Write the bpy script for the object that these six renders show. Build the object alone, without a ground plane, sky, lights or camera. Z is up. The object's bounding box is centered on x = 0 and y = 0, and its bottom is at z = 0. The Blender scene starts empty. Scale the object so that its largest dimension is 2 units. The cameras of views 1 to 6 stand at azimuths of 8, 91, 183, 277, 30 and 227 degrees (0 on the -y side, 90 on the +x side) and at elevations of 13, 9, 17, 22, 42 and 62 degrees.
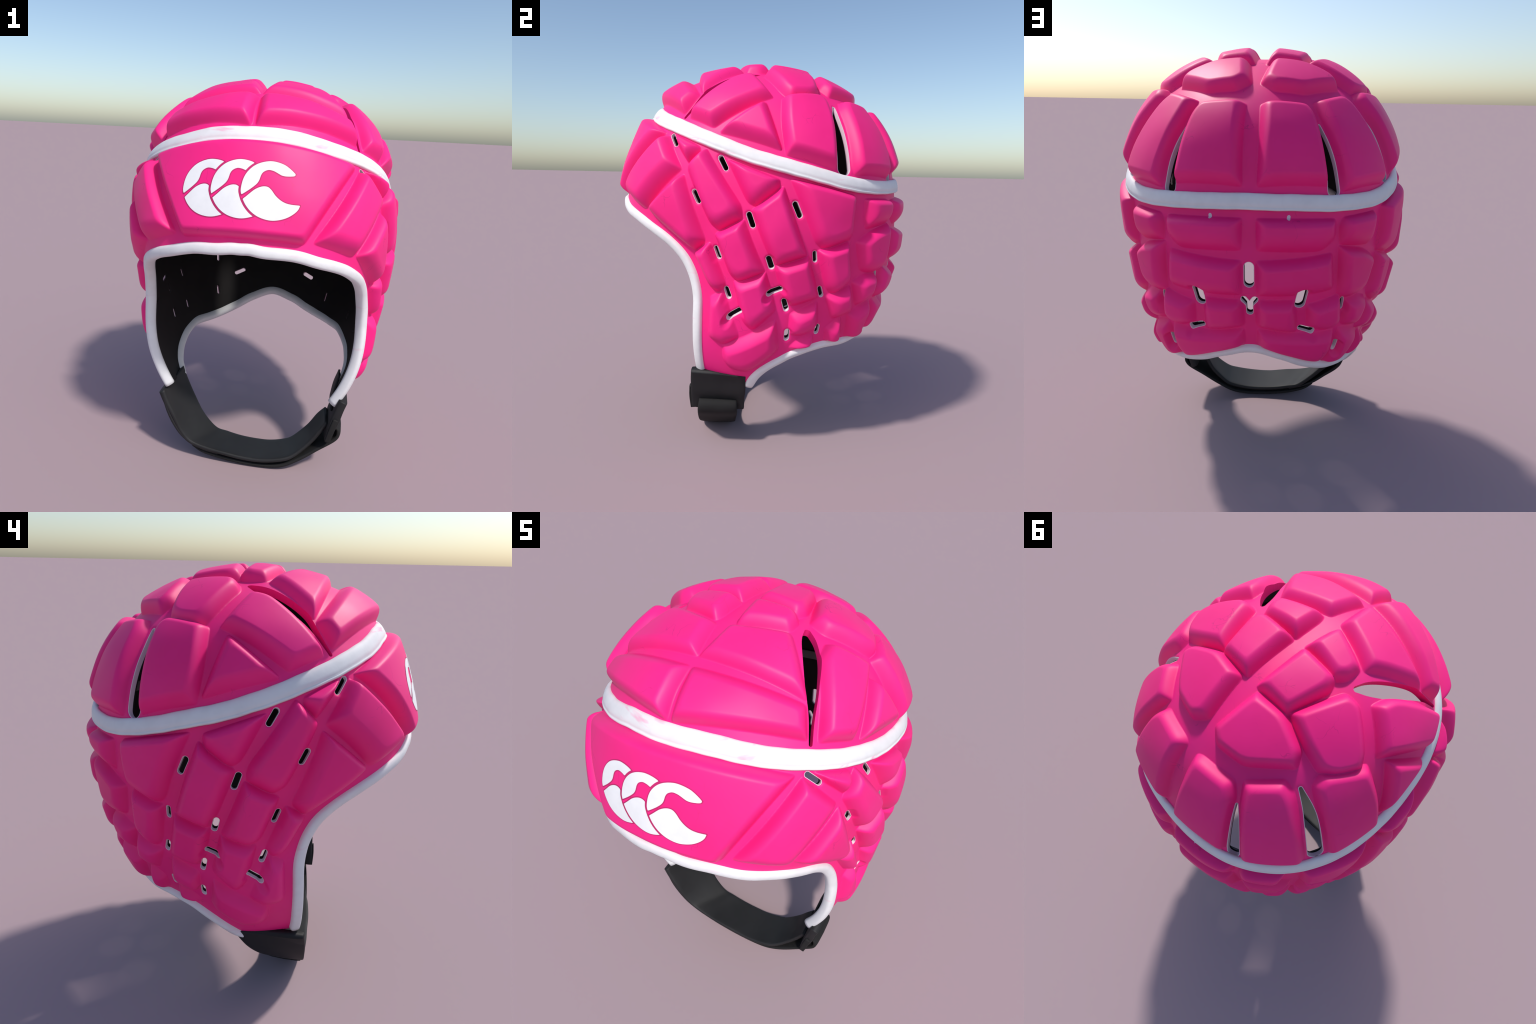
# A padded rugby scrum cap: a moulded foam shell with raised pads, vent slots, white trims,
# a black liner, a black chin strap and a printed three-crescent mark on the brow.
import bpy, math
import numpy as np
from mathutils import Vector, noise

rng = np.random.default_rng(7)
CENTRE = np.array([0.0, 0.05, 1.2])          # the shell is described by directions seen from here

# ------------------------------------------------------------------ directions and the head form
def unit(a): return a / np.linalg.norm(a, axis=-1, keepdims=True)

def direction(az, el):
    """azimuth 0 = face side (-y), 90 = wearer's left as seen (+x); elevation up; degrees"""
    a, e = np.radians(az), np.radians(el)
    return np.stack([np.cos(e) * np.sin(a), -np.cos(e) * np.cos(a), np.sin(e)], -1)

def az_el(d):
    return np.degrees(np.arctan2(d[..., 0], -d[..., 1])), np.degrees(np.arcsin(np.clip(d[..., 2], -1, 1)))

# radius of the pad tops: one row per elevation, columns every 22.5 degrees of azimuth, front to back
FORM = {
    -60: [1.151, 1.130, 1.064, 1.008, 0.978, 0.936, 0.931, 0.920, 0.910],
    -45: [1.047, 1.020, 0.955, 0.894, 0.851, 0.828, 0.846, 0.830, 0.808],
    -30: [0.949, 0.911, 0.831, 0.774, 0.750, 0.748, 0.775, 0.776, 0.756],
    -15: [0.900, 0.858, 0.766, 0.711, 0.709, 0.705, 0.727, 0.748, 0.742],
    0: [0.862, 0.842, 0.772, 0.705, 0.698, 0.703, 0.721, 0.735, 0.728],
    15: [0.844, 0.840, 0.799, 0.732, 0.710, 0.729, 0.748, 0.747, 0.732],
    30: [0.858, 0.849, 0.820, 0.772, 0.750, 0.761, 0.766, 0.768, 0.758],
    45: [0.879, 0.863, 0.833, 0.807, 0.791, 0.783, 0.777, 0.779, 0.778],
    60: [0.849, 0.842, 0.828, 0.817, 0.807, 0.794, 0.785, 0.781, 0.780],
    75: [0.814, 0.812, 0.810, 0.806, 0.801, 0.795, 0.789, 0.785, 0.784],
    90: [0.796, 0.796, 0.796, 0.796, 0.796, 0.796, 0.796, 0.796, 0.796],
}
_els = np.array(sorted(FORM), float)
_cos = np.cos(np.outer(np.radians(np.arange(9) * 22.5), np.arange(9)))
_coef = np.linalg.solve(_cos, np.array([FORM[int(e)] for e in _els]).T).T      # cosine series per row

def _spline_second(y, h):
    n = len(y); A = np.eye(n); b = np.zeros_like(y)
    for i in range(1, n - 1):
        A[i, i - 1:i + 2] = (1, 4, 1); b[i] = 6 * (y[i - 1] - 2 * y[i] + y[i + 1]) / h ** 2
    return np.linalg.solve(A, b)
_sec = _spline_second(_coef, 15.0)

def top_radius(d):
    az, el = az_el(d)
    az = np.radians(np.abs(az)); el = np.clip(el, -74, 90)
    i = np.clip(((el + 60) // 15).astype(int), 0, len(_els) - 2)
    t = (el - _els[i]) / 15.0; h2 = 225.0 / 6
    a, b = (1 - t), t
    wa, wb = (a ** 3 - a) * h2, (b ** 3 - b) * h2
    r = np.zeros_like(el)
    for k in range(9):
        r += np.cos(k * az) * (a * _coef[i, k] + b * _coef[i + 1, k] + wa * _sec[i, k] + wb * _sec[i + 1, k])
    return r + 0.001

def smooth(x): x = np.clip(x, 0, 1); return x * x * (3 - 2 * x)

# how far the pad tops stand above the floor of the grooves; columns every 45 degrees of azimuth
DEPTH = {
    -60: [.035, .035, .036, .035, .034], -45: [.042, .042, .046, .041, .038], -25: [.050, .053, .055, .047, .043],
    0: [.052, .055, .056, .047, .045], 20: [.056, .055, .054, .047, .044], 40: [.057, .053, .052, .045, .042],
    52: [.040, .036, .047, .044, .043], 66: [.039, .037, .048, .049, .048], 90: [.052, .052, .052, .052, .052],
}
_dels = np.array(sorted(DEPTH), float); _dval = np.array([DEPTH[int(e)] for e in _dels])

def pad_height(d):
    az, el = az_el(d); az = np.abs(az) / 45.0; el = np.clip(el, -60, 90)
    i = np.clip(np.searchsorted(_dels, el, side="right") - 1, 0, len(_dels) - 2); t = smooth((el - _dels[i]) / (_dels[i + 1] - _dels[i]))
    j = np.clip(az.astype(int), 0, 3); u = smooth(az - j)
    return (_dval[i, j] * (1 - u) + _dval[i, j + 1] * u) * (1 - t) + (_dval[i + 1, j] * (1 - u) + _dval[i + 1, j + 1] * u) * t

def settle(P, side=1.0):
    """the worn shell sits slightly twisted: low at the back one side is up and rearward, the other down and forward"""
    P = np.array(P, float); w = smooth((1.25 - P[:, 2]) / 0.5) * smooth((P[:, 1] + 0.1) / 0.35) * P[:, 0] / 0.65
    P[:, 1] += 0.0145 * w; P[:, 2] += 0.0095 * w
    P[:, 0] += 0.007 * side * smooth((0.75 - P[:, 2]) / 0.3)      # ear flaps: outer face one way, lining the other
    return P

def floor_radius(d): return top_radius(d) - pad_height(d) + 0.002

THICK = 0.030

# ------------------------------------------------------------------ flat charts around a direction
class Chart:
    """azimuthal-equidistant map around a direction, in metres on the shell"""
    def __init__(self, n):
        self.n = unit(np.asarray(n, float)); up = np.array([0, 0, 1.0]) if abs(self.n[2]) < 0.97 else np.array([0, 1.0, 0])
        self.x = unit(np.cross(up, self.n)); self.y = np.cross(self.n, self.x)
        self.R = float(floor_radius(self.n[None])[0]) + 0.02
    def flat(self, d):
        c = np.clip(d @ self.n, -1, 1); q = np.stack([d @ self.x, d @ self.y], -1)
        s = np.linalg.norm(q, axis=-1); return q * (np.arccos(c) / np.maximum(s, 1e-9) * self.R)[..., None]

def hull(p):
    p = sorted(map(tuple, p))
    def half(pts):
        out = []
        for q in pts:
            while len(out) > 1 and (out[-1][0] - out[-2][0]) * (q[1] - out[-2][1]) - (out[-1][1] - out[-2][1]) * (q[0] - out[-2][0]) <= 0: out.pop()
            out.append(q)
        return out
    a, b = half(p), half(p[::-1]); return np.array(a[:-1] + b[:-1])

def dist_to_path(p, path, w=None):
    """distance from points to a polyline, less a width that varies along it"""
    best = np.full(len(p), 1e9)
    for i in range(len(path) - 1):
        a, b = path[i], path[i + 1]; ab = b - a
        t = np.clip(((p - a) @ ab) / max(ab @ ab, 1e-12), 0, 1)
        dd = np.linalg.norm(p - a - t[:, None] * ab, axis=1)
        if w is not None: dd = dd - (w[i] + (w[i + 1] - w[i]) * t)
        best = np.minimum(best, dd)
    return best

def catmull(pts, n=8):
    pts = np.asarray(pts, float); P = np.vstack([2 * pts[0] - pts[1], pts, 2 * pts[-1] - pts[-2]]); out = []
    for i in range(1, len(P) - 2):
        for t in np.arange(n) / n:
            out.append(0.5 * (2 * P[i] + (P[i + 1] - P[i - 1]) * t + (2 * P[i - 1] - 5 * P[i] + 4 * P[i + 1] - P[i + 2]) * t ** 2 + (3 * P[i] - P[i - 1] - 3 * P[i + 1] + P[i + 2]) * t ** 3))
    return np.array(out + [pts[-1]])

# ------------------------------------------------------------------ layout (one side; mirrored)
PADS = {
    "temple": [(43, 30.3), (53.1, 19.3), (37.1, 3.8), (22.1, 8.6)],
    "cheekbone": [(54.5, 16.8), (62.5, -7.3), (58.3, -12), (39.2, 3.4)],
    "small_wedge": [(47.7, 30.4), (59.7, 27.2), (59.6, 24.7), (56.9, 22.1)],
    "ear_upper": [(62.9, 26.8), (78.3, 7), (78.8, 2.1), (70.6, -2.9), (66.2, -0.8), (56.6, 19.8)],
    "band_wedge": [(73.3, 23.6), (93.7, 17.2), (93.4, 13), (85.7, 7.1), (81.8, 8.5)],
    "ear_front": [(68, -4.9), (79.7, 1.1), (88, -19.6), (78.2, -23.8), (74, -21.3)],
    "ear_middle": [(83.4, 5.3), (95.5, 14.3), (105.5, -12.9), (92.9, -16.9), (90.9, -14)],
    "ear_rear": [(99.3, 17), (125.6, 10.5), (125.5, -6.2), (113.5, -10.2), (109.7, -7.7)],
    "jaw_sliver": [(64.8, -8.9), (71.1, -24.8), (69, -27.7), (64.8, -26.1), (58, -12.9)],
    "jaw_middle": [(75.5, -24.1), (88.4, -20.1), (92.7, -34.7), (83.1, -40.5), (79.1, -37.7)],
    "lobe": [(92.9, -17.4), (106.2, -13.6), (111.9, -30.3), (99.7, -33.5), (96.7, -31.4)],
    "jaw_front": [(64.7, -29.8), (70.4, -27.7), (73.4, -37.4), (76.4, -42.2), (70, -44.7), (63.4, -41.8)],
    "jaw_low": [(69.8, -44.9), (92.8, -38.8), (94.8, -48.4), (79.2, -54.7), (70.5, -52.6), (68.4, -48.9)],
    "neck_upper": [(100, -36.9), (111.4, -32.8), (113.5, -41.5), (106, -44.9), (100, -43.6)],
    "neck_lower": [(104.4, -46.9), (111.8, -45.1), (113.5, -50), (103.8, -50.4), (100.8, -48.9)],
    "behind_upper": [(110.8, -11.3), (124.3, -7.7), (127, -23.5), (119.5, -29.3), (115.4, -26.7)],
    "behind_middle": [(116, -30.4), (127.1, -26.4), (130.7, -36.1), (120.8, -38.6)],
    "behind_lower": [(118.9, -42.6), (125.3, -38.9), (130, -48.8), (127, -49.5), (120.7, -49.3)],
    "column_a": [(148.5, 6.5), (147, 8.7), (131.7, 9.2), (133.3, -1.9), (148, 0.2)],
    "column_b": [(148.3, -1), (137, -3.5), (129.2, -7.9), (132.3, -19.4), (139.2, -21.2), (147, -19.1)],
    "column_c": [(142.6, -21.8), (135, -21.9), (128.9, -24.7), (132.8, -33.7), (142, -31)],
    "column_d": [(142.8, -33.2), (136, -34.5), (129.6, -37.5), (134, -48.5), (140, -48.8), (145.5, -47.3), (142.6, -41.9)],
    "nape_a": [(177.2, 9.2), (150.9, 8.4), (150.8, 2.5), (155.1, -1.2), (177.1, -0.5)],
    "nape_b": [(177.1, -5), (151.7, -3.2), (149.9, -16), (157.6, -16.8), (177.1, -16.6)],
    "nape_c": [(177.4, -19.3), (163.7, -19.2), (162.3, -32.2), (170.9, -32.1), (177.3, -30)],
    "nape_d": [(159, -21.3), (146.5, -18.9), (143.6, -28.9), (148.1, -32.3), (157.6, -29.8)],
    "nape_e": [(176.8, -32.2), (163.4, -33.1), (152.8, -34.6), (146, -33.2), (144.4, -41.5), (148.1, -47), (155.2, -46.2), (169.7, -42.3), (176.9, -40)],
    "brow_low": [(1.7, 57.2), (48, 48), (45.8, 40.5), (1.7, 44)],
    "brow_high": [(1.8, 61.5), (9, 73), (57.5, 68.5), (49, 50.3)],
    "crown_front": [(40, 86), (13, 76.5), (14.5, 75.2), (60, 70.5), (74, 72), (84, 75), (78, 79)],
    "crown_middle": [(60, 86.8), (83, 74.6), (94.5, 73), (136.6, 69), (170.5, 74.3)],
    "crown_rear": [(167, 72.3), (137, 68.7), (126.8, 58.8), (129.3, 54.3), (154, 52.3), (170.1, 53.8), (176.3, 57.5)],
    "crown_side": [(132.6, 69.1), (85.4, 69.4), (83.7, 65), (96.1, 52.5), (100.1, 49.5), (111.9, 50.4), (118.5, 52.6), (125, 60.3)],
    "side_front": [(51.2, 38.9), (55.8, 48), (66, 59), (76.3, 61.5), (89.5, 49.7), (64.3, 36)],
    "side_triangle": [(69, 34.2), (86.5, 46.2), (93.9, 29.1)],
    "side_rear": [(96.5, 49), (117.5, 51.5), (121.5, 48.5), (120.3, 40), (116.8, 21.5), (97.2, 27), (95.5, 38)],
    "rear_side": [(151, 47.5), (134, 50), (130, 46), (125.6, 22), (126.4, 19.3), (147.2, 18.2), (149.2, 30)],
    "rear_middle": [(175.8, 46.8), (174, 47.5), (156, 46.2), (153.6, 42), (153.2, 20), (176.8, 20.5)],
}
CENTRE_PADS = {"forehead": [(-39.5, 31.5), (-18.2, 8.5), (18.2, 8.5), (39.5, 31.5), (15, 35.6), (0, 36.2), (-15, 35.6)]}

# vent slots: two ends and a half width
SLOTS = [
    ((44.4, 31.3), (48.5, 27.7), .0085), ((59, 11.8), (60.9, 7.8), .0095), ((69.1, 25.1), (71.9, 20.9), .0095),
    ((81.7, 4.1), (83.5, -1), .0105), ((67.3, -10.4), (68.8, -14.6), .0085), ((100.3, 8.6), (102.6, 3.3), .0105),
    ((89.9, -13.8), (91.2, -18.1), .0105), ((109.3, -11.8), (109.7, -15.6), .0075), ((71.5, -26.6), (72.9, -29.9), .0085),
    ((89.7, -28.5), (95.1, -26.9), .0095), ((72.6, -36.1), (77.9, -34.2), .0095), ((96.5, -31.6), (97.8, -35.3), .009),
    ((112.6, -27), (113.8, -30.3), .008), ((98.7, -42.8), (98.8, -46), .009), ((114.3, -41.9), (114.2, -44.8), .008),
    ((161.0, -15.6), (161.9, -21.3), .020), ((160.6, -30.9), (154.9, -32.6), .011), ((143.8, -21.3), (143.8, -25.1), .008), ((142.3, -37.9), (142.3, -41.6), .006),
    ((177.8, -18.5), (180, -21.5), .0105),
]
CENTRE_SLOTS = [((180, -6), (180, -13.2), .018), ((180, -20.6), (180, -25), .0115)]
DOTS = [((166.8, 10.3), (166.9, 9.7), .007)]
# long tapering vents beside the crown panels: points and half widths
SLIT_FRONT = [((74.5, 68.2), .014), ((68, 65), .031), ((61.5, 60.2), .036), ((54, 52.3), .028), ((50, 45), .013), ((47.4, 38.5), .008)]
SLIT_SIDE = [((127, 47.8), .007), ((124, 41), .021), ((122.7, 34.5), .029), ((121.3, 21.5), .035)]
SLIT_REAR = [((152.3, 39.5), .004), ((151.6, 34), .014), ((151, 27), .022), ((150.7, 18), .028)]

# the open lower rim: brow, down the face side of the ear flap, round its end, back to the nape
RIM_FRONT = [(0, 5.9), (5, 5.6), (16, 4.6), (28, 1.3), (37, -2.2), (45, -7.2), (51.4, -13.5), (55.7, -21), (58, -29), (58, -37), (56.1, -46.5), (53, -55.5)]
RIM_REAR = [(78.5, -61), (83, -57.2), (88, -54.8), (95, -53.2), (104, -51.6), (121, -49.4), (138.5, -48.1), (155.5, -46), (167, -43.5), (180, -41.4)]
# the other ear flap hangs a little lower
RIM_REAR_LOW = [(78.5, -62.5), (83, -61), (88, -58.8), (97, -55.8), (108, -53), (121, -51), (138.5, -50), (155.5, -47.2), (167, -44.1)]

TRIM_LINE = [(0, 40.4), (15, 40), (28, 38), (43, 35.4), (60, 31.7), (73, 28.5), (85, 25.3), (99, 21.8), (110, 18.7), (122, 15.7), (135, 14), (150, 13.9), (165, 14.7), (180, 15.2)]

# ------------------------------------------------------------------ fields over directions
def under(azel):
    a = np.asarray(azel, float); t = np.radians(a[:, 0]); rho = 90 + a[:, 1]
    return np.stack([rho * np.sin(t), -rho * np.cos(t)], -1)

_front = catmull(under([(-a, e) for a, e in RIM_FRONT[:0:-1]] + RIM_FRONT), 8)
_rear = catmull(under(RIM_REAR + [(360 - a, e) for a, e in RIM_REAR_LOW[::-1]]), 8)
_rim = np.vstack([_front, _rear, _front[:1]])

def rim_field(d):
    """positive on the shell, negative in the opening below; metres"""
    az, el = az_el(d); p = under(np.stack([az, el], -1)); out = np.full(len(d), 0.4)
    near = np.where(el < 26)[0]; p = p[near]
    dist = np.full(len(near), 1e9); inside = np.zeros(len(near), bool)
    for i in range(len(_rim) - 1):
        a, b = _rim[i], _rim[i + 1]; ab = b - a
        t = np.clip(((p - a) @ ab) / (ab @ ab), 0, 1); q = p - a - t[:, None] * ab
        dist = np.minimum(dist, (q * q).sum(1))
        cr = (a[1] > p[:, 1]) != (b[1] > p[:, 1])
        inside ^= cr & (p[:, 0] < (b[0] - a[0]) * (p[:, 1] - a[1]) / (b[1] - a[1] + 1e-15) + a[0])
    out[near] = np.sqrt(dist) * math.pi / 180 * 0.75 * np.where(inside, -1, 1)
    return out

def vent_field(d, vents, mirror):
    """vents: list of [((az,el), halfwidth), ...] paths"""
    out = np.full(len(d), 0.4)
    for path in vents:
        for s in ((1, -1) if mirror else (1,)):
            dirs = direction(np.array([s * p[0][0] for p in path]), np.array([p[0][1] for p in path]))
            ch = Chart(dirs.mean(0)); w = np.array([p[1] for p in path])
            span = np.max(np.linalg.norm(ch.flat(dirs), axis=1)) + 0.12
            idx = np.where(d @ ch.n > math.cos(min(span / ch.R, 3)))[0]
            if not len(idx): continue
            line = ch.flat(dirs)
            if len(line) > 2:
                cw = catmull(np.column_stack([line, w]), 6); line, w = cw[:, :2], cw[:, 2]
            out[idx] = np.minimum(out[idx], dist_to_path(ch.flat(d[idx]), line, w))
    return out

def shrink(slot):
    a, b, w = slot; da, db = direction(*a), direction(*b); L = np.linalg.norm(da - db) * 0.7; k = min(0.45, 0.5 * w / L)
    w = w + 0.0025; mix = lambda t: tuple(a[i] + (b[i] - a[i]) * t for i in (0, 1))
    return [(mix(k), w), (mix(1 - k), w)]

def slot_field(d):
    return np.minimum(vent_field(d, [shrink(s) for s in SLOTS], True), vent_field(d, [shrink(s) for s in CENTRE_SLOTS], False))
def dot_field(d): return vent_field(d, [[(a, w), (b, w)] for a, b, w in DOTS], True)
def slit_front_field(d): return vent_field(d, [SLIT_FRONT], True)
def slit_rear_field(d): return vent_field(d, [SLIT_SIDE, SLIT_REAR], True)

def all_pads():
    for name, poly in CENTRE_PADS.items(): yield poly
    for name, poly in PADS.items():
        yield poly
        yield [(-a, e) for a, e in poly]

def pad_fields(d):
    """relative pad height 0..1 and the index of the pad each point belongs to"""
    best = np.zeros(len(d)); owner = np.full(len(d), -1)
    for k, poly in enumerate(all_pads()):
        dirs = direction(np.array([p[0] for p in poly], float), np.array([p[1] for p in poly], float))
        ch = Chart(dirs.mean(0)); q = hull(ch.flat(dirs))
        span = np.linalg.norm(q, axis=1).max() + 0.01
        idx = np.where(d @ ch.n > math.cos(span / ch.R))[0]
        if not len(idx): continue
        p = ch.flat(d[idx]); soft = 0.20; acc = np.zeros(len(p)); low = ch.n[2] < 0.3
        for i in range(len(q)):
            a, b = q[i], q[(i + 1) % len(q)]; e = unit(b - a); out_y = -e[0]
            # walls that face down are long slopes, walls that face up are short and steep
            width = 0.031 + 0.020 * max(0.0, -out_y) - 0.008 * max(0.0, out_y) if low else 0.029
            acc += np.exp(np.clip(-((p - a) @ np.array([-e[1], e[0]]) + (0.0065 if low else 0.0095)) / width / soft, -60, 60))
        t = -soft * np.log(acc) + 0.05
        # the wall rolls over into the flat top
        k2 = 0.62; hh = np.clip(0.5 + 0.5 * (1 - t) / k2, 0, 1)
        h = 1 * (1 - hh) + t * hh - k2 * hh * (1 - hh)
        h = np.where(t > 0, np.clip(h, 0, 1.0), 0)
        take = h > best[idx]
        best[idx[take]] = h[take]; owner[idx[take]] = k
    return best, owner

# ------------------------------------------------------------------ triangle meshes in numpy
def sphere_mesh(levels, keep):
    g = (1 + 5 ** 0.5) / 2
    V = unit(np.array([(-1, g, 0), (1, g, 0), (-1, -g, 0), (1, -g, 0), (0, -1, g), (0, 1, g), (0, -1, -g), (0, 1, -g), (g, 0, -1), (g, 0, 1), (-g, 0, -1), (-g, 0, 1)], float))
    F = np.array([(0, 11, 5), (0, 5, 1), (0, 1, 7), (0, 7, 10), (0, 10, 11), (1, 5, 9), (5, 11, 4), (11, 10, 2), (10, 7, 6), (7, 1, 8), (3, 9, 4), (3, 4, 2), (3, 2, 6), (3, 6, 8), (3, 8, 9), (4, 9, 5), (2, 4, 11), (6, 2, 10), (8, 6, 7), (9, 8, 1)])
    for lv in range(levels):
        E = np.sort(np.vstack([F[:, [0, 1]], F[:, [1, 2]], F[:, [2, 0]]]), axis=1)
        key, inv = np.unique(E[:, 0] * len(V) + E[:, 1], return_inverse=True)
        mid = unit(V[key // len(V)] + V[key % len(V)]); m = inv.reshape(3, -1) + len(V); V = np.vstack([V, mid])
        F = np.vstack([np.stack([F[:, 0], m[0], m[2]], 1), np.stack([F[:, 1], m[1], m[0]], 1), np.stack([F[:, 2], m[2], m[1]], 1), np.stack([m[0], m[1], m[2]], 1)])
        if lv == 3:
            F = F[keep(unit(V[F].mean(1)))]
    return compact(V, F)

def compact(V, F, *more):
    used = np.zeros(len(V), bool); used[F] = True; new = np.cumsum(used) - 1
    res = (V[used], new[F]) + tuple(m[used] for m in more)
    return res

def cut(V, F, f, keep_both=False):
    """split triangles along f = 0"""
    f = np.where(np.abs(f) < 1e-6, 1e-6, f); pos = f > 0; s = pos[F].sum(1)
    whole = F[(s == 3) | ((s == 0) & keep_both)]; mix = F[(s == 1) | (s == 2)]
    if not len(mix): return compact(V, whole)
    m = pos[mix]; single = np.where(m.sum(1) == 1, m.argmax(1), (~m).argmax(1)); r = np.arange(len(mix))
    a, b, c = mix[r, single], mix[r, (single + 1) % 3], mix[r, (single + 2) % 3]
    E = np.sort(np.vstack([np.stack([a, b], 1), np.stack([a, c], 1)]), axis=1)
    key, inv = np.unique(E[:, 0].astype(np.int64) * len(V) + E[:, 1], return_inverse=True)
    i, j = key // len(V), key % len(V); t = f[i] / (f[i] - f[j]); t = np.clip(t, 0.02, 0.98)
    N = unit(V[i] + (V[j] - V[i]) * t[:, None]); ab, ac = inv[:len(mix)] + len(V), inv[len(mix):] + len(V)
    tip = np.stack([a, ab, ac], 1); quad = np.vstack([np.stack([ab, b, c], 1), np.stack([ab, c, ac], 1)])
    one = pos[a]
    parts = [whole, tip[one], quad[np.tile(~one, 2)]]
    if keep_both: parts += [tip[~one], quad[np.tile(one, 2)]]
    return compact(np.vstack([V, N]), np.vstack(parts))

def border_edges(F):
    E = np.vstack([F[:, [0, 1]], F[:, [1, 2]], F[:, [2, 0]]]); S = np.sort(E, axis=1); key = S[:, 0].astype(np.int64) * (F.max() + 1) + S[:, 1]
    _, first, count = np.unique(key, return_index=True, return_counts=True); return E[first[count == 1]]

def vertex_normals(P, F):
    n = np.cross(P[F[:, 1]] - P[F[:, 0]], P[F[:, 2]] - P[F[:, 0]]); out = np.zeros_like(P)
    for k in range(3):
        for ax in range(3): out[:, ax] += np.bincount(F[:, k], n[:, ax], len(P))
    return unit(out + 1e-12)

# ------------------------------------------------------------------ objects
def new_object(name, P, faces, mat, parent, normals=None, smooth_shade=True):
    me = bpy.data.meshes.new(name)
    faces = np.asarray(faces) if not isinstance(faces, list) else faces
    if isinstance(faces, np.ndarray):
        n = faces.shape[1]; me.vertices.add(len(P)); me.vertices.foreach_set("co", np.asarray(P, np.float32).ravel())
        me.loops.add(faces.size); me.loops.foreach_set("vertex_index", faces.astype(np.int32).ravel())
        me.polygons.add(len(faces)); me.polygons.foreach_set("loop_start", (np.arange(len(faces)) * n).astype(np.int32))
        me.update(calc_edges=True)
    else:
        me.from_pydata([tuple(p) for p in P], [], faces)
    me.validate()
    me.polygons.foreach_set("use_smooth", np.full(len(me.polygons), smooth_shade))
    me.materials.append(mat)
    if normals is not None and len(me.vertices) == len(normals):
        me.normals_split_custom_set_from_vertices([tuple(v) for v in normals])
    ob = bpy.data.objects.new(name, me); bpy.context.collection.objects.link(ob); ob.parent = parent
    return ob

# ------------------------------------------------------------------ materials
def material(name):
    m = bpy.data.materials.new(name); m.use_nodes = True; nt = m.node_tree; b = nt.nodes["Principled BSDF"]
    tc = nt.nodes.new("ShaderNodeTexCoord"); return m, nt, b, tc.outputs["Object"]

def node(nt, kind, ins=None, **props):
    n = nt.nodes.new(kind)
    for k, v in props.items(): setattr(n, k, v)
    for k, v in (ins or {}).items():
        s = n.inputs[k]
        if hasattr(v, "bl_idname") or isinstance(v, bpy.types.NodeSocket): nt.links.new(v, s)
        else: s.default_value = v
    return n

def ramp(nt, fac, stops):
    r = nt.nodes.new("ShaderNodeValToRGB"); nt.links.new(fac, r.inputs[0]); e = r.color_ramp.elements
    while len(e) < len(stops): e.new(0.5)
    for i, (p, c) in enumerate(stops): e[i].position = p; e[i].color = (*c, 1) if len(c) == 3 else c
    return r.outputs[0]

def mixc(nt, fac, a, b):
    n = nt.nodes.new("ShaderNodeMix"); n.data_type = "RGBA"
    for i, v in ((0, fac), (6, a), (7, b)):
        if isinstance(v, bpy.types.NodeSocket): nt.links.new(v, n.inputs[i])
        else: n.inputs[i].default_value = v if i == 0 else (*v, 1)
    return n.outputs[2]

def bump(nt, b, height, strength, dist):
    n = node(nt, "ShaderNodeBump", {"Strength": strength, "Distance": dist, "Height": height}); nt.links.new(n.outputs[0], b.inputs["Normal"])

PINK = (0.88, 0.0165, 0.218)

def make_pink():
    m, nt, b, co = material("pink_foam_fabric")
    big = node(nt, "ShaderNodeTexNoise", {"Vector": co, "Scale": 3.2, "Detail": 4.0, "Roughness": 0.55}).outputs[0]
    base = ramp(nt, big, [(0.3, (0.85, 0.015, 0.20)), (0.5, PINK), (0.72, (0.90, 0.019, 0.238))])
    # hairline scuffs: thin crooked lines, only in scattered patches
    warp = node(nt, "ShaderNodeTexNoise", {"Vector": co, "Scale": 9.0, "Detail": 3.0})
    moved = node(nt, "ShaderNodeMixRGB", {0: 0.12, 1: co, 2: warp.outputs[1]}).outputs[0]
    vor = node(nt, "ShaderNodeTexVoronoi", {"Vector": moved, "Scale": 9.0}, feature="DISTANCE_TO_EDGE").outputs[0]
    line = ramp(nt, vor, [(0.0, (1, 1, 1)), (0.012, (0, 0, 0))])
    patch = node(nt, "ShaderNodeTexNoise", {"Vector": co, "Scale": 8.0, "Detail": 2.0}).outputs[0]
    where = ramp(nt, patch, [(0.60, (0, 0, 0)), (0.68, (1, 1, 1))])
    fac = node(nt, "ShaderNodeMath", {0: line, 1: where}, operation="MULTIPLY").outputs[0]
    fac = node(nt, "ShaderNodeMath", {0: fac, 1: 0.32}, operation="MULTIPLY").outputs[0]
    nt.links.new(mixc(nt, fac, base, (0.22, 0.01, 0.09)), b.inputs["Base Color"])
    b.inputs["Roughness"].default_value = 0.5; b.inputs["Specular IOR Level"].default_value = 0.32
    fine = node(nt, "ShaderNodeTexNoise", {"Vector": co, "Scale": 60.0, "Detail": 3.0}).outputs[0]
    bump(nt, b, fine, 0.05, 0.002)
    return m

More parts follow.
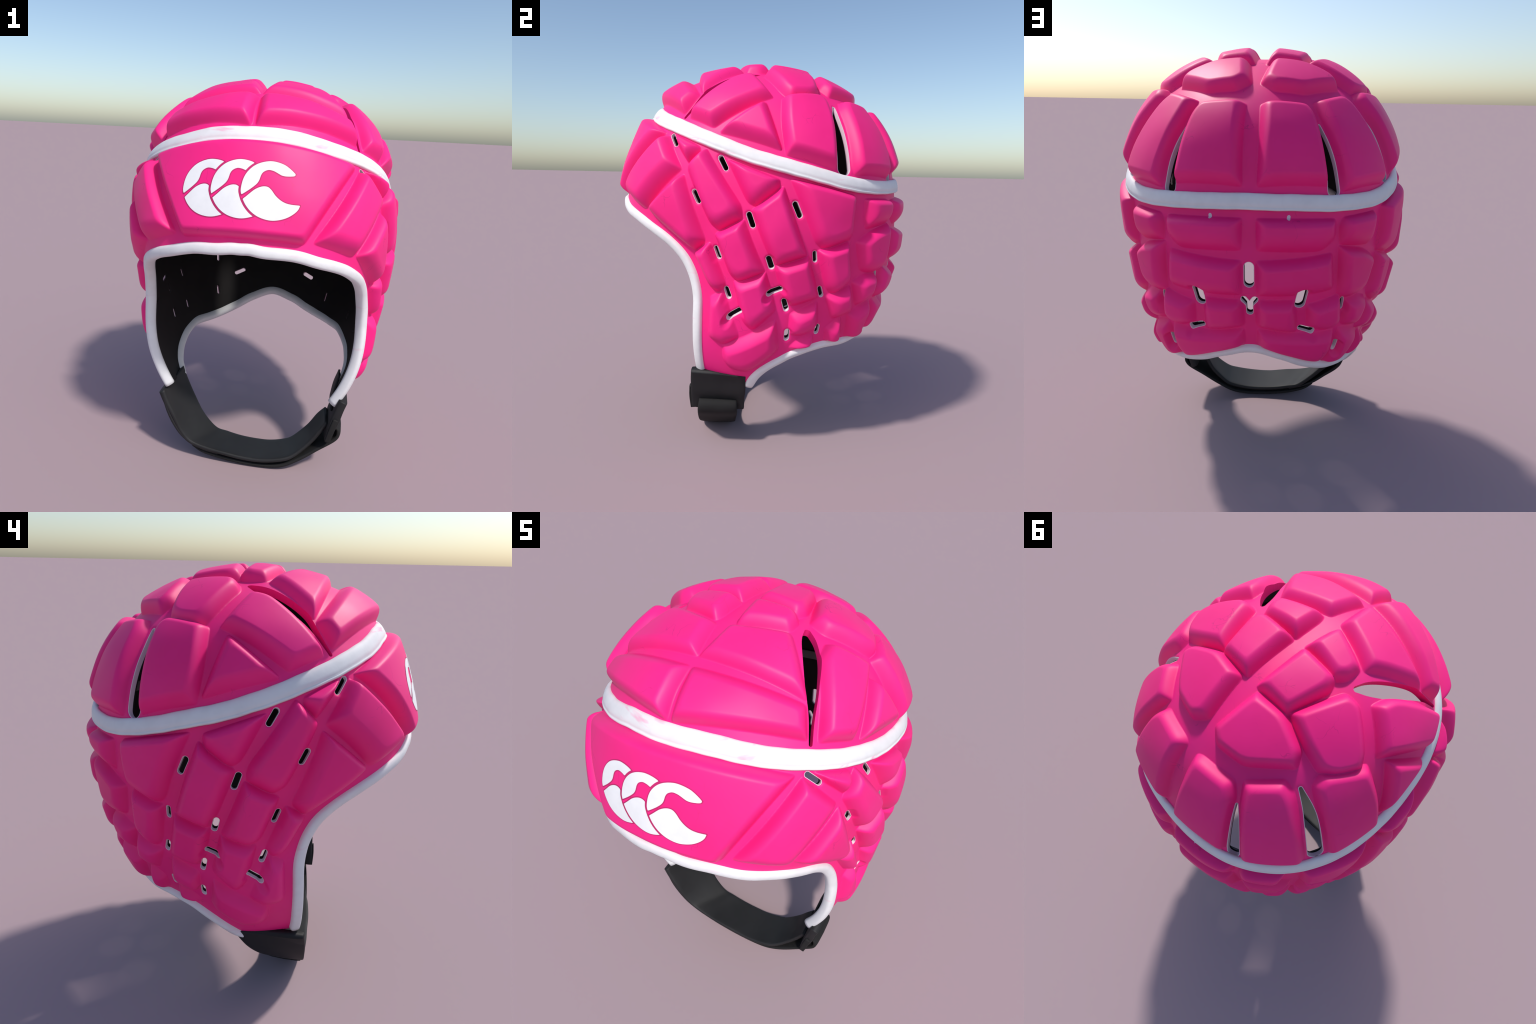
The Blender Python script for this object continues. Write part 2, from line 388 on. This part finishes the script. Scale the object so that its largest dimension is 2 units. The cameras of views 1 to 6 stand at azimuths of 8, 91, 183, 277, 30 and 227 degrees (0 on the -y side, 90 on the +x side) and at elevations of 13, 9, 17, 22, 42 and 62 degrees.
def make_white(name, colour, smear):
    m, nt, b, co = material(name)
    n = node(nt, "ShaderNodeTexNoise", {"Vector": co, "Scale": 14.0, "Detail": 5.0, "Roughness": 0.6}).outputs[0]
    base = ramp(nt, n, [(0.3, tuple(c * 0.93 for c in colour)), (0.6, colour)])
    stretched = node(nt, "ShaderNodeMapping", {"Vector": co, "Scale": (5.0, 5.0, 26.0)}).outputs[0]
    s = node(nt, "ShaderNodeTexNoise", {"Vector": stretched, "Scale": 1.0, "Detail": 3.0}).outputs[0]
    mask = ramp(nt, s, [(0.66, (0, 0, 0)), (0.76, (1, 1, 1))])
    fac = node(nt, "ShaderNodeMath", {0: mask, 1: smear}, operation="MULTIPLY").outputs[0]
    nt.links.new(mixc(nt, fac, base, (0.85, 0.25, 0.45)), b.inputs["Base Color"])
    b.inputs["Roughness"].default_value = 0.6; b.inputs["Specular IOR Level"].default_value = 0.3
    wrinkle = node(nt, "ShaderNodeTexNoise", {"Vector": co, "Scale": 30.0, "Detail": 3.0}).outputs[0]
    bump(nt, b, wrinkle, 0.15, 0.004)
    return m

def make_black(name, colour, rough, scale):
    m, nt, b, co = material(name)
    n = node(nt, "ShaderNodeTexNoise", {"Vector": co, "Scale": 5.0, "Detail": 4.0}).outputs[0]
    nt.links.new(ramp(nt, n, [(0.3, tuple(c * 0.8 for c in colour)), (0.7, tuple(c * 1.2 for c in colour))]), b.inputs["Base Color"])
    b.inputs["Roughness"].default_value = rough; b.inputs["Specular IOR Level"].default_value = 0.3
    w = node(nt, "ShaderNodeTexNoise", {"Vector": co, "Scale": scale, "Detail": 2.0}).outputs[0]
    bump(nt, b, w, 0.12, 0.002)
    return m

pink = make_pink()
white_trim = make_white("white_elastic_trim", (0.77, 0.77, 0.775), 0.8)
white_bind = make_white("white_edge_binding", (0.78, 0.78, 0.785), 0.25)
white_core = make_white("pale_cut_foam", (0.72, 0.60, 0.66), 0.35)
white_print = make_white("white_print", (0.84, 0.84, 0.85), 0.0)
plum_print = make_black("plum_print_outline", (0.50, 0.018, 0.13), 0.5, 60)
liner_black = make_black("black_liner", (0.0075, 0.0062, 0.0064), 0.75, 90)
strap_black = make_black("black_strap_webbing", (0.016, 0.016, 0.017), 0.6, 120)
velcro_black = make_black("black_loop_pile", (0.014, 0.0135, 0.0135), 0.85, 160)
grey_tape = make_black("grey_inner_tape", (0.16, 0.15, 0.155), 0.8, 60)

# ------------------------------------------------------------------ the cap
cap = bpy.data.objects.new("scrum_cap", None); bpy.context.collection.objects.link(cap)
cap["label"] = "bright pink padded rugby scrum cap with black chin strap"
cap["category"] = "sports helmet"

V, F = sphere_mesh(8, lambda d: d[:, 2] > -0.93)
V, F = cut(V, F, rim_field(V))
for field in (slot_field, slit_front_field, slit_rear_field):
    V, F = cut(V, F, field(V))
# pale fringe round the slots becomes a part of its own, with a clean edge
fringe = lambda d: np.minimum(np.minimum(slot_field(d) - 0.0020, slit_rear_field(d) - 0.0028), dot_field(d))
V, F = cut(V, F, fringe(V), keep_both=True)

f_rim, f_slot, f_front, f_rear = rim_field(V), slot_field(V), slit_front_field(V), slit_rear_field(V)
height, _ = pad_fields(V)
wob = np.array([noise.noise(Vector(p * 6.0)) for p in V]) if len(V) < 900000 else np.zeros(len(V))
# pads flatten towards the bound rim; vents lie in valleys
edge_fade = smooth((f_rim - 0.012) / 0.035)
vent = np.minimum(f_slot, f_rear)
edge_fade *= 0.25 + 0.75 * smooth(vent / 0.02)
lift = 1.03 * pad_height(V) * height * edge_fade
lip = 0.004 * np.exp(-(vent / 0.006) ** 2)
outer_r = floor_radius(V) + lift + wob * 0.0022 * (0.4 + height) - lip
inner_r = floor_radius(V) - THICK
OUT = settle(CENTRE + V * outer_r[:, None]); INN = settle(CENTRE + V * inner_r[:, None], -0.6)
NRM = vertex_normals(OUT, F)

fc = unit(V[F].mean(1)); _, own = pad_fields(fc); is_fringe = fringe(fc) < 0
def piece(name, faces, mat):
    used = np.unique(faces); new = np.zeros(len(V), int); new[used] = np.arange(len(used))
    return new_object(name, OUT[used], new[faces], mat, cap, NRM[used])
piece("moulded_shell", F[(own < 0) & ~is_fringe], pink)
for k in range(own.max() + 1):
    sel = F[(own == k) & ~is_fringe]
    if len(sel): piece("foam_pad", sel, pink)
piece("slot_fringe", F[is_fringe], white_core)

new_object("inner_liner", INN, F[:, ::-1], liner_black, cap, vertex_normals(INN, F[:, ::-1]))

# walls of the vents and of the rim
E = border_edges(F); fe = np.abs(np.stack([f_rim, f_slot, f_front, f_rear], 1))[E].mean(1).argmin(1)
def wall(name, E, mat, t0=0.0, t1=1.0):
    """quads from the outer lip (t 0) towards the lining (t 1)"""
    used = np.unique(E); new = np.zeros(len(V), int); new[used] = np.arange(len(used)); n = len(used); e = new[E]
    P = np.vstack([OUT[used] * (1 - t) + INN[used] * t for t in (t0, t1)])
    return new_object(name, P, np.stack([e[:, 1], e[:, 0], e[:, 0] + n, e[:, 1] + n], 1), mat, cap)
wall("rim_wall", E[fe == 0], liner_black)
wall("slot_lining", E[fe == 1], white_core, 0, 0.5)
wall("slot_liner_edge", E[fe == 1], liner_black, 0.5, 1)
wall("slit_lining", E[fe == 3], white_core, 0, 0.75)
wall("slit_liner_edge", E[fe == 3], liner_black, 0.75, 1)
wall("front_slit_lining", E[fe == 2], pink)

# ------------------------------------------------------------------ swept trims
def sweep(name, points, side, up, section, mat, closed, parent=cap, scale=None):
    """section: list of (across, out) offsets; side and up are unit fields along the path"""
    n, m = len(points), len(section); S = np.asarray(section, float); sc = np.ones(n) if scale is None else scale
    P = (points[:, None] + side[:, None] * S[None, :, :1] * sc[:, None, None] + up[:, None] * S[None, :, 1:] * sc[:, None, None]).reshape(-1, 3)
    faces = []
    for i in range(n if closed else n - 1):
        j = (i + 1) % n
        for k in range(m):
            l = (k + 1) % m; faces.append((i * m + k, i * m + l, j * m + l, j * m + k))
    if not closed: faces += [tuple(range(m))[::-1], tuple((n - 1) * m + k for k in range(m))]
    ob = new_object(name, P, faces, mat, parent)
    import bmesh
    bm = bmesh.new(); bm.from_mesh(ob.data); bmesh.ops.recalc_face_normals(bm, faces=bm.faces); bm.to_mesh(ob.data); bm.free()
    return ob

def resample(P, n, closed=False):
    if closed: P = np.vstack([P, P[:1]])
    s = np.r_[0, np.cumsum(np.linalg.norm(np.diff(P, axis=0), axis=1))]; t = np.linspace(0, s[-1], n + 1 if closed else n)
    Q = np.stack([np.interp(t, s, P[:, k]) for k in range(P.shape[1])], -1); return Q[:-1] if closed else Q

def superellipse(a, b, n, p=3.0):
    t = np.linspace(0, 2 * np.pi, n, endpoint=False); c, s = np.cos(t), np.sin(t)
    return np.stack([a * np.sign(c) * np.abs(c) ** (2 / p), b * np.sign(s) * np.abs(s) ** (2 / p)], -1)

def from_under(p):
    rho = np.linalg.norm(p, axis=1); return direction(np.degrees(np.arctan2(p[:, 0], -p[:, 1])), rho - 90)

def frame(P, d, closed):
    if closed: T = unit(np.roll(P, -1, 0) - np.roll(P, 1, 0))
    else: T = unit(np.gradient(P, axis=0))
    up = unit(d - T * (d * T).sum(1, keepdims=True)); return np.cross(T, up), up

def binding(line, n):
    d = from_under(resample(line, n)); P = settle(CENTRE + d * (floor_radius(d) - THICK / 2 + 0.004)[:, None], 0.2)
    P = P + 0.0007 * np.stack([np.sin(np.arange(n) * 0.37 + k) * np.cos(np.arange(n) * 0.11 + 2 * k) for k in range(3)], 1)
    side, up = frame(P, d, False)
    return sweep("edge_binding", P, side, up, superellipse(0.0255, 0.0265, 20, 2.8), white_bind, False)
binding(_front, 260); binding(_rear, 200)

def trim_dirs(n):
    c = catmull([(-a, e) for a, e in TRIM_LINE[:0:-1]] + TRIM_LINE, 10); c = resample(c, n + 1)[:-1]; return direction(c[:, 0], c[:, 1])
d = trim_dirs(360)
P = CENTRE + d * (floor_radius(d) + 0.010 - 0.012 * np.clip(-d[:, 1], 0, 1))[:, None]; side, up = frame(P, d, True)
wig = 0.0005 * (np.sin(np.arange(360) * 2 * np.pi / 360 * 17) + np.sin(np.arange(360) * 2 * np.pi / 360 * 41 + 1))
P = P + side * wig[:, None]
w = 0.040
half = [(-w, -0.012), (-w, 0.003), (-w + 0.004, 0.0085), (-w + 0.009, 0.0085), (-w + 0.0125, 0.0065), (-w + 0.018, 0.0115), (-0.008, 0.0135), (0.008, 0.0145), (0.022, 0.013), (w - 0.006, 0.009), (w, 0.002), (w, -0.012)]
# the narrow piped edge is the lower one
low = 1.0 if (side[:, 2].mean() > 0) else -1.0
band = sweep("headband_trim", P, side * low, up, half, white_trim, True, scale=0.88 + 0.25 * np.clip(-d[:, 1], 0, 1) ** 3 - 0.06 * np.clip(d[:, 1], 0, 1))
d = trim_dirs(240); P = CENTRE + d * (floor_radius(d) - THICK - 0.001)[:, None]; side, up = frame(P, d, True)
sweep("inner_tape", P, side, up, superellipse(0.03, 0.004, 12, 4), grey_tape, True)

# ------------------------------------------------------------------ printed mark on the brow
CRESCENT_TOP = [(0, 0), (-.29, 1.33), (-.01, 3.72), (.81, 5.8), (2.31, 7.61), (4.2, 8.8), (6.64, 9.49), (8.84, 9.41), (10.93, 8.83), (12.76, 7.69), (13.81, 6.81), (13.43, 6.31), (11.75, 5.99), (10.22, 6.04), (8.8, 6.64), (7.75, 7.03), (6.48, 7.13), (5.29, 6.51), (4.71, 5.6), (4.35, 4.21), (3.78, 3.15), (2.55, 1.95), (1.28, .93)]
CRESCENT_LOW = [(.45, -1.16), (1.55, -.15), (3.42, 1.6), (5.19, 2.51), (6.7, 2.57), (7.79, 1.83), (8.93, .5), (10.22, -.54), (11.65, -1.24), (13.4, -1.54), (15.73, -1.51), (15.25, -2.78), (14, -4.14), (12.06, -5.38), (9.57, -6.15), (7.37, -6.19), (4.94, -5.56), (2.96, -4.37), (1.45, -2.79)]
mark_n = direction(0.0, 20.0); mark_x = np.array([1.0, 0, 0]); mark_y = np.cross(mark_n, mark_x)
def mark_flat(d):
    th = np.degrees(np.arccos(np.clip(d @ mark_n, -1, 1))); q = np.stack([d @ mark_x, d @ mark_y], -1)
    return q / np.maximum(np.linalg.norm(q, axis=1), 1e-9)[:, None] * th[:, None]
def poly_field(p, poly):
    poly = np.asarray(poly, float); dist = np.full(len(p), 1e9); ins = np.zeros(len(p), bool)
    for i in range(len(poly)):
        a, b = poly[i], poly[(i + 1) % len(poly)]; ab = b - a
        t = np.clip(((p - a) @ ab) / (ab @ ab), 0, 1); dist = np.minimum(dist, np.linalg.norm(p - a - t[:, None] * ab, axis=1))
        cr = (a[1] > p[:, 1]) != (b[1] > p[:, 1]); ins ^= cr & (p[:, 0] < (b[0] - a[0]) * (p[:, 1] - a[1]) / (b[1] - a[1] + 1e-15) + a[0])
    return np.where(ins, dist, -dist)
def rounded(poly, corners):
    """spline through the points, kept sharp at the corner indices"""
    n = len(poly); out = []
    for a, b in zip(corners, corners[1:] + [corners[0] + n]):
        out.append(catmull([poly[i % n] for i in range(a, b + 1)], 5)[:-1])
    return np.vstack(out)
top_shape = rounded(CRESCENT_TOP, [0, 10]); low_shape = rounded(CRESCENT_LOW, [0, 10]); disc = hull(np.vstack([top_shape, low_shape]))
pv, pf = sphere_mesh(8, lambda d: d @ mark_n > math.cos(math.radians(27)))
q = mark_flat(pv); near = (np.abs(q[:, 0]) < 21) & (q[:, 1] > -9) & (q[:, 1] < 14); pf = pf[near[pf].all(1)]; pv, pf = compact(pv, pf)
ph, _ = pad_fields(pv)
def surface_r(d):
    h, _ = pad_fields(d); w_ = np.array([noise.noise(Vector(p * 6.0)) for p in d])
    return floor_radius(d) + 1.03 * pad_height(d) * h + w_ * 0.0022 * (0.4 + h)
mark = bpy.data.objects.new("brow_mark", None); bpy.context.collection.objects.link(mark); mark.parent = cap
OFFS = [(-17.0, .70), (-8.64, .70), (-.34, .79)]
GAP, LINE = 0.66, 0.30
def stroke_field(p, k, shape):
    f = poly_field(p, shape + np.array(OFFS[k]))
    if k < 2: f = np.minimum(f, -poly_field(p, disc + np.array(OFFS[k + 1])) - GAP)
    return f
def decal(name, field, mat, rise):
    v, f_ = cut(pv, pf, field(mark_flat(pv)))
    r = surface_r(v); P = CENTRE + v * (r + rise)[:, None]; Q = CENTRE + v * (r - 0.003)[:, None]; n = len(v)
    e = border_edges(f_); skirt = np.vstack([np.stack([e[:, 1], e[:, 0], e[:, 0] + n], 1), np.stack([e[:, 1], e[:, 0] + n, e[:, 1] + n], 1)])
    nr = vertex_normals(P, f_)
    new_object(name, np.vstack([P, Q]), np.vstack([f_, skirt]), mat, mark, np.vstack([nr, nr]))
def outline(p):
    f = np.full(len(p), -9.0)
    for k in range(3):
        for shape in (top_shape, low_shape):
            g = poly_field(p, shape + np.array(OFFS[k]))
            if k < 2: g = np.minimum(g, -poly_field(p, disc + np.array(OFFS[k + 1])) - GAP)
            f = np.maximum(f, g)
    return f + LINE
decal("mark_outline", outline, plum_print, 0.0007)
for k in range(3):
    for shape in (top_shape, low_shape):
        decal("mark_crescent", lambda p: stroke_field(p, k, shape), white_print, 0.0016)

# ------------------------------------------------------------------ chin strap
def strap(name, stations, mat, n=90, m=20, corner=6.0):
    """stations: front edge (x, y, z), back edge (x, y, z), thickness; a flat band lofted through them"""
    S = resample(catmull([(*f, *b, t) for f, b, t in stations], 10), n)
    A, B, th = S[:, :3], S[:, 3:6], S[:, 6]; mid, W = (A + B) / 2, (B - A) / 2
    T = unit(np.gradient(mid, axis=0)); N = unit(np.cross(W, T)); prof = superellipse(1, 1, m, corner)
    P = (mid[:, None] + W[:, None] * prof[None, :, :1] + N[:, None] * (prof[None, :, 1:] * th[:, None, None] / 2 - 0.004 * prof[None, :, :1] ** 2)).reshape(-1, 3)
    faces = []
    for i in range(n - 1):
        for k in range(m):
            l = (k + 1) % m; faces.append((i * m + k, i * m + l, (i + 1) * m + l, (i + 1) * m + k))
    faces += [tuple(range(m))[::-1], tuple((n - 1) * m + k for k in range(m))]
    ob = new_object(name, P, faces, mat, cap)
    import bmesh
    bm = bmesh.new(); bm.from_mesh(ob.data); bmesh.ops.recalc_face_normals(bm, faces=bm.faces); bm.to_mesh(ob.data); bm.free()
    return ob

strap("chin_strap", [((-.468, -.330, .376), (-.452, -.008, .376), .040), ((-.442, -.335, .318), (-.412, -.035, .310), .036), ((-.402, -.337, .245), (-.352, -.078, .232), .030), ((-.362, -.334, .162), (-.288, -.112, .152), .027),
                     ((-.312, -.331, .102), (-.205, -.128, .078), .025), ((-.227, -.335, .075), (-.135, -.131, .060), .025), ((-.124, -.341, .062), (-.060, -.133, .046), .025), ((-.013, -.341, .048), (.020, -.134, .040), .025),
                     ((.097, -.343, .050), (.110, -.135, .042), .025), ((.203, -.335, .068), (.195, -.131, .060), .025), ((.262, -.321, .094), (.245, -.128, .086), .025), ((.335, -.301, .162), (.322, -.127, .168), .025),
                     ((.385, -.297, .235), (.372, -.140, .252), .025), ((.418, -.297, .292), (.412, -.134, .292), .025)], strap_black, 120)
strap("strap_tail", [((-.292, -.318, .072), (-.292, -.145, .086), .014), ((-.232, -.322, .044), (-.232, -.140, .050), .019), ((-.13, -.326, .026), (-.13, -.136, .024), .020), ((0, -.328, .012), (0, -.132, .012), .020), ((.12, -.328, .012), (.12, -.130, .012), .020),
                     ((.205, -.326, .028), (.205, -.128, .028), .020), ((.29, -.324, .078), (.29, -.120, .078), .021), ((.38, -.316, .144), (.38, -.108, .144), .020), ((.452, -.306, .194), (.452, -.100, .194), .021),
                     ((.478, -.302, .224), (.478, -.100, .224), .022), ((.481, -.298, .255), (.480, -.100, .252), .022), ((.466, -.296, .276), (.466, -.102, .270), .010)], velcro_black, 120)
strap("strap_cuff", [((.484, -.332, .442), (.487, -.052, .424), .046), ((.468, -.336, .395), (.470, -.056, .380), .046), ((.450, -.338, .330), (.452, -.058, .318), .048), ((.434, -.340, .280), (.434, -.064, .270), .042), ((.420, -.340, .222), (.420, -.066, .214), .036)], strap_black, 40, corner=9.0)
strap("strap_cuff", [((-.462, -.330, .366), (-.466, .010, .372), .024), ((-.449, -.334, .330), (-.458, -.014, .328), .024), ((-.428, -.337, .270), (-.444, -.052, .270), .024), ((-.398, -.336, .205), (-.416, -.092, .216), .022), ((-.352, -.334, .138), (-.366, -.122, .162), .020),
                     ((-.290, -.332, .090), (-.300, -.130, .108), .018), ((-.225, -.333, .066), (-.225, -.132, .072), .014), ((-.150, -.336, .052), (-.150, -.133, .050), .008)], strap_black, 70)
strap("buckle_tab", [((.455, -.346, .345), (.455, -.300, .345), .026), ((.438, -.349, .285), (.438, -.296, .285), .030), ((.420, -.345, .215), (.420, -.298, .215), .026)], velcro_black, 24, corner=9.0)
strap("flap_tab", [((.462, -.150, .505), (.462, -.050, .490), .012), ((.440, -.200, .430), (.440, -.052, .420), .014), ((.428, -.280, .36), (.428, -.062, .35), .016)], strap_black, 24)

for ob in bpy.data.objects:
    if ob.name.startswith(("slot_fringe", "slot_lining", "slot_liner_edge", "slit_lining", "slit_liner_edge")): ob["kind"] = "stuff"
